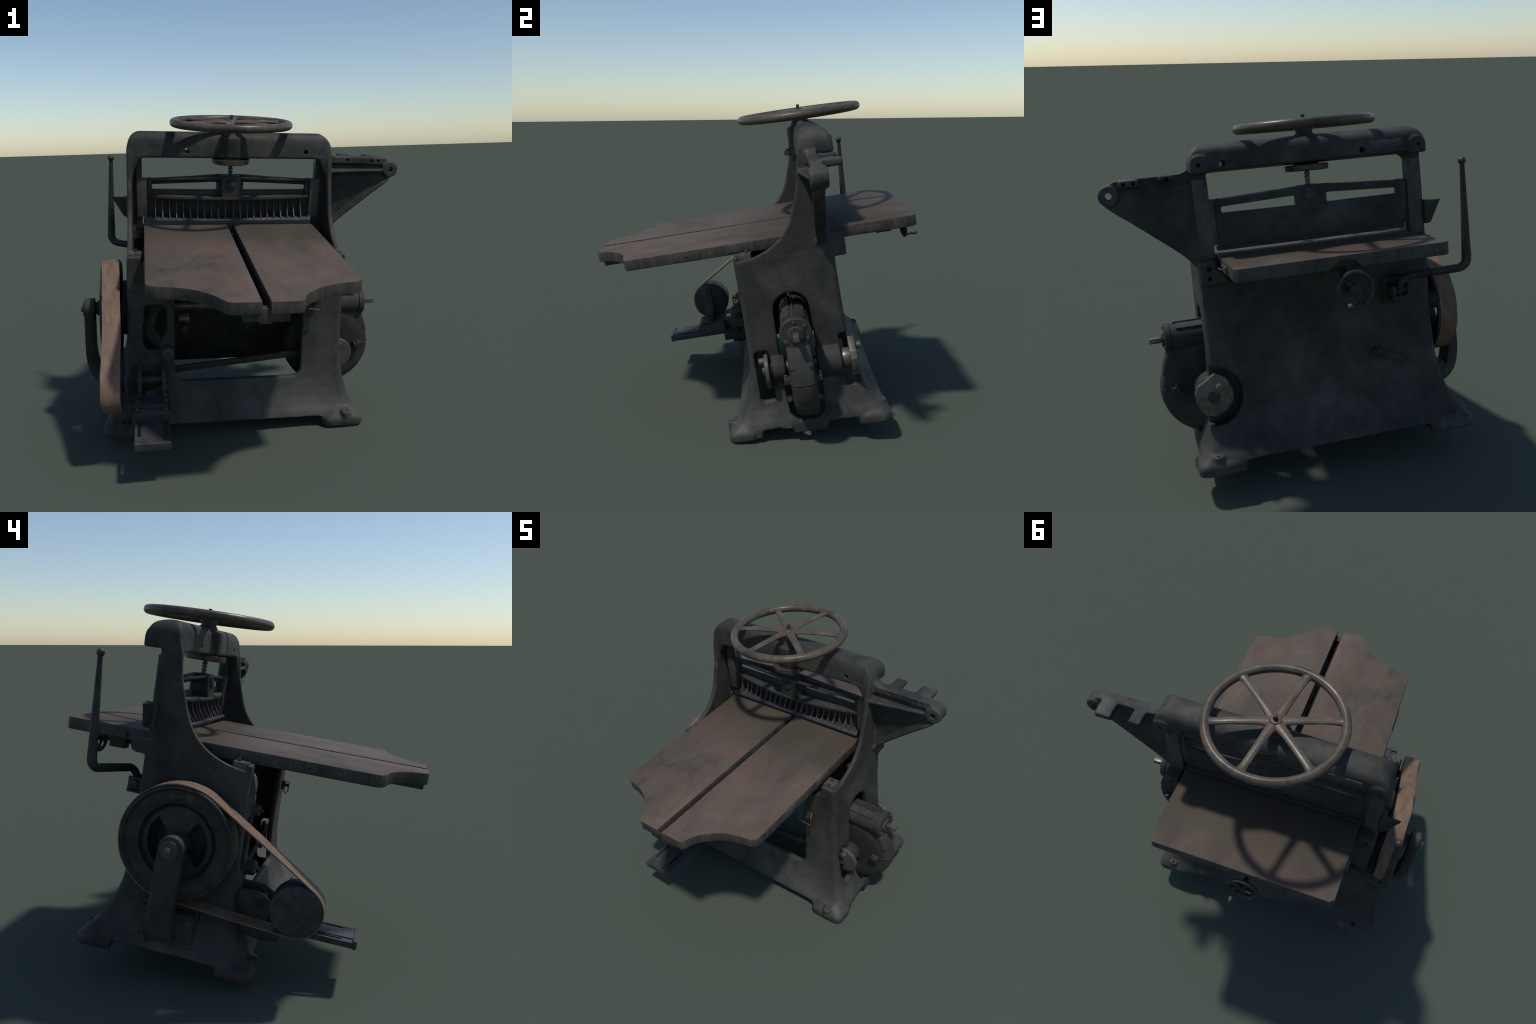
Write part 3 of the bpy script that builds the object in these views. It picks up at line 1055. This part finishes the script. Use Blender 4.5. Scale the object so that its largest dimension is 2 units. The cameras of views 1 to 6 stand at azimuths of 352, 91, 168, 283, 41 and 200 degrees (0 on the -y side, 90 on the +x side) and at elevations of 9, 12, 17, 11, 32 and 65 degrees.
for v in bm.verts:
    if v.co.z > .40:
        v.co.y += .0
strap = finish(bm, 'pulley_strap', PLATE, slide, bevel=.002)
o = finish(revolve('x', (0, 0), [(.008, 0), (.008, .006), (.001, .008)], 10), 'strap_rivet', GUIDE, slide)
copies(o, [T(-.626, -.622, z) for z in (.46, .40, .35)])
finish(cyl('x', PC, .028, -.65, -.632, 20), 'pulley_boss', PLATE, slide)
bm = merge(prism('x', [(-.46, .235), (-.27, .235), (-.27, .375), (-.40, .375), (-.45, .345)], -.572, -.550),
           prism('x', [(-.46, .235), (-.27, .235), (-.27, .375), (-.40, .375), (-.45, .345)], -.440, -.418))
finish(bm, 'hinge_fork', CAST, slide, bevel=.005)
finish(cyl('x', (-.40, .322), .024, -.585, -.398, 20), 'hinge_pin', DARK, slide, bevel=.003)
finish(box(-.53, -.46, -.50, -.46, .24, .29), 'hinge_clip', GUIDE, slide, bevel=.004)
finish(cyl('y', (-.49, .112), .012, -.47, -.38, 12), 'stop_screw', DARK, slide)
# bolts on the left leg
finish(merge(cyl('y', (-.403, .438), .034, -.330, -.31, 24), cyl('y', (-.403, .438), .014, -.348, -.32, 8)), 'leg_bolt', GUIDE, bevel=.003)
finish(merge(cyl('y', (-.395, .742), .024, -.304, -.28, 20), cyl('y', (-.395, .742), .011, -.318, -.29, 8)), 'leg_bolt', GUIDE, bevel=.003)

# ================================================================= GEAR CASE SIDE
GC = (.612, .322)
case = [(.001, -.058), (.215, -.058), (.256, -.050), (.270, -.030), (.275, .012), (.270, .054), (.256, .074), (.215, .082), (.001, .082)]
neck = prism('y', [(.50, .45), (.50, .62), (.80, .62), (.815, .57), (.845, .49), (.868, .42), (.80, .38)], -.052, .076)
gb = merge(revolve('y', GC, case, 72), neck)
gear = finish(fused(gb, .006, 8), 'gear_case', CAST, angle=60)
worm = revolve('x', (.010, .600), [(.06, .40), (.080, .41), (.080, .795), (.086, .80), (.087, .826), (.080, .832), (.046, .832), (.044, .838), (.040, .846), (.001, .848)], 48)
finish(worm, 'worm_housing', CAST, gear, angle=30)
for a in (62, 118):
    b = box(.44, .765, -.022, .022, -.004, .004)
    b.transform(T(0, .010, .600) @ R('x', a - 90) @ T(0, 0, .0825))
    finish(b, 'housing_rib', CAST, gear, bevel=.002)
finish(box(.44, .78, .006, .014, .66, .690), 'housing_rib', CAST, gear, bevel=.002)
o = finish(revolve('x', (0, 0), [(.009, 0), (.009, .008), (.001, .010)], 10), 'cover_bolt', GUIDE, gear)
copies(o, [T(.830, .010 + .066 * cos(math.radians(a)), .600 + .066 * sin(math.radians(a))) for a in (92, 212, 332, 40)])
finish(box(.84, .912, -.006, .026, .584, .614), 'shaft_end', STEEL, gear, bevel=.007)
# split line with clamp lugs
finish(prism('z', rounded_rect(.50, .8885, -.0605, .0845, .052, 6), .329, .336), 'case_joint', CAST, gear, bevel=.002)
for y0, y1 in ((-.092, -.045), (.070, .114)):
    finish(box(.775, .825, y0, y1, .318, .352), 'case_lug', CAST, gear, bevel=.006, seg=3)
    finish(cyl('z', (.80, (y0 + y1) / 2 + (-.012 if y0 < 0 else .012)), .009, .345, .364, 10), 'lug_bolt', GUIDE, gear)
# crank shaft, front disc and rear crank
finish(cyl('y', (.622, .337), .032, -.21, .30, 24), 'crank_shaft', STEEL, gear)
finish(cyl('y', (.622, .337), .046, .225, .245, 28), 'shaft_collar', STEEL, gear, bevel=.003)
finish(cyl('y', (.622, .337), .056, .245, .284, 28), 'shaft_collar', STEEL, gear, bevel=.004)
finish(cyl('y', (.622, .337), .044, -.166, -.150, 28), 'shaft_collar', STEEL, gear, bevel=.003)
disc = revolve('y', (.630, .330), [(.001, -.192), (.094, -.192), (.098, -.188), (.098, -.172), (.094, -.168), (.001, -.168)], 48)
front_crank = finish(disc, 'crank_disc', GUIDE, gear, angle=30)
finish(cyl('y', (.64, .395), .020, -.222, -.17, 16), 'crank_pin', GUIDE, gear, bevel=.003)
octo = [(.609, .462), (.690, .445), (.728, .370), (.714, .285), (.640, .226), (.570, .250), (.522, .318), (.535, .400)]
octo = [(.614, .458), (.556, .432), (.527, .370), (.524, .310), (.560, .262), (.620, .232), (.680, .250), (.716, .310), (.720, .365), (.700, .405)]
rear_crank = finish(prism('y', octo, .284, .318), 'rear_crank', STEEL, gear, bevel=.004)
finish(cyl('y', (.624, .337), .034, .30, .3195, 28), 'crank_centre', DARK, gear, bevel=.002)
finish(revolve('y', (.596, .392), [(.036, .31), (.036, .323), (.020, .325), (.019, .350), (.014, .354), (.001, .354)], 24), 'rear_crank_pin', STEEL, gear, angle=30)
# connecting rod to the left bell crank
b = tube([(-.44, -.205, .272), (.62, -.205, .378)], 0, section=[(-.019, -.008), (.019, -.008), (.019, .008), (-.019, .008)])
finish(b, 'connecting_rod', DARK, bevel=.002)
b = tube(smooth_path([(-.42, -.20, .28), (-.43, -.19, .42), (-.50, -.16, .52), (-.47, -.12, .64), (-.38, -.10, .68)], 6), 0,
         section=[(-.03, -.015), (.03, -.015), (.03, .015), (-.03, .015)])
finish(b, 'bell_crank', DARK, bevel=.003)
finish(cyl('y', (-.30, .535), .022, -.21, -.05, 18), 'bell_pin', DARK)
finish(revolve('x', (-.10, .56), [(.02, -.33), (.036, -.33), (.040, -.29), (.03, -.27), (.001, -.268)], 20), 'clutch_roller', STEEL)

# ================================================================= SMALL FITTINGS
for s in (-1, 1):       # pads on top of the front legs
    pad = finish(box(min(s * .536, s * .604), max(s * .536, s * .604), -.244, -.165, .955, 1.008), 'leg_pad', GUIDE, bevel=.005)
    finish(cyl('z', (s * .572, -.190), .009, 1.0, 1.022, 8), 'pad_bolt', RUST, pad, bevel=.002)
    finish(cyl('z', (s * .572, -.232), .010, 1.0, 1.0095, 12), 'pad_black_disc', BLACK, pad)  # black disc on the pad's top, put in place of a cut hole
# black plugs added inside the lugs' through-holes to make them look dark
for x, z in ((.893, 1.462), (.938, 1.462), (.735, 1.468)):
    finish(cyl('y', (x, z), .0095, .262, .285, 12), 'lug_black_plug', BLACK)
# triangular stop on the left upright
bm = prism('z', [(-.615, .235), (-.633, .235), (-.638, .262), (-.638, .296), (-.615, .296)], 1.095, 1.222)
stop = finish(bm, 'stop_bracket', DARK, bevel=.003)
bm = prism('y', [(-.622, 1.218), (-.718, 1.216), (-.648, 1.098), (-.622, 1.092)], .262, .294)
for v in bm.verts:
    if v.co.x < -.69:
        v.co.y = .270 + (v.co.y - .27) * .4
finish(bm, 'stop_fin', DARK, stop, bevel=.003)
o = finish(revolve('x', (0, 0), [(.007, 0), (.007, -.006), (.001, -.008)], 10), 'stop_screw_head', GUIDE, stop)
copies(o, [T(-.633, .247, 1.200), T(-.633, .247, 1.115)])
# pointer on the rear panel
a = Vector((-.275, .0, .440)); b2 = Vector((-.420, .0, .368))
d = (b2 - a).normalized(); nn = Vector((-d.z, 0, d.x))
poly = []
for k in range(9):
    t = math.radians(-90 + 180 * k / 8)
    q = b2 + (d * cos(t) + nn * sin(t)) * .026
    poly.append((q.x, q.z))
for k in range(9):
    t = math.radians(90 + 180 * k / 8)
    q = a + (d * cos(t) + nn * sin(t)) * .014
    poly.append((q.x, q.z))
pt = finish(prism('y', poly, .280, .318), 'latch_plate', CAST, bevel=.003)
finish(cyl('y', (a.x, a.z), .007, .30, .320, 12), 'latch_pin', BLACK, pt)
# copper hook on the right leg
hk = finish(box(.43, .472, -.298, -.275, .700, .760), 'wire_mount', DARK, bevel=.008)
finish(tube(fillet_path([(.385, -.285, .728), (.385, -.318, .690), (.478, -.318, .678), (.480, -.318, .748), (.470, -.285, .760)], .008, 4), .0042, 8), 'wire_hook', COPPER, hk)
finish(cyl('y', (.448, .735), .013, -.322, -.28, 8), 'wire_screw', DARK, hk, bevel=.002)
# invented cross rods inside the housing, standing in for unseen linkage
finish(merge(cyl('x', (-.05, .80), .02, -.55, .55, 18), cyl('x', (.12, .87), .018, -.55, .55, 18)), 'added_tie_rod', DARK)

bpy.context.view_layer.update()
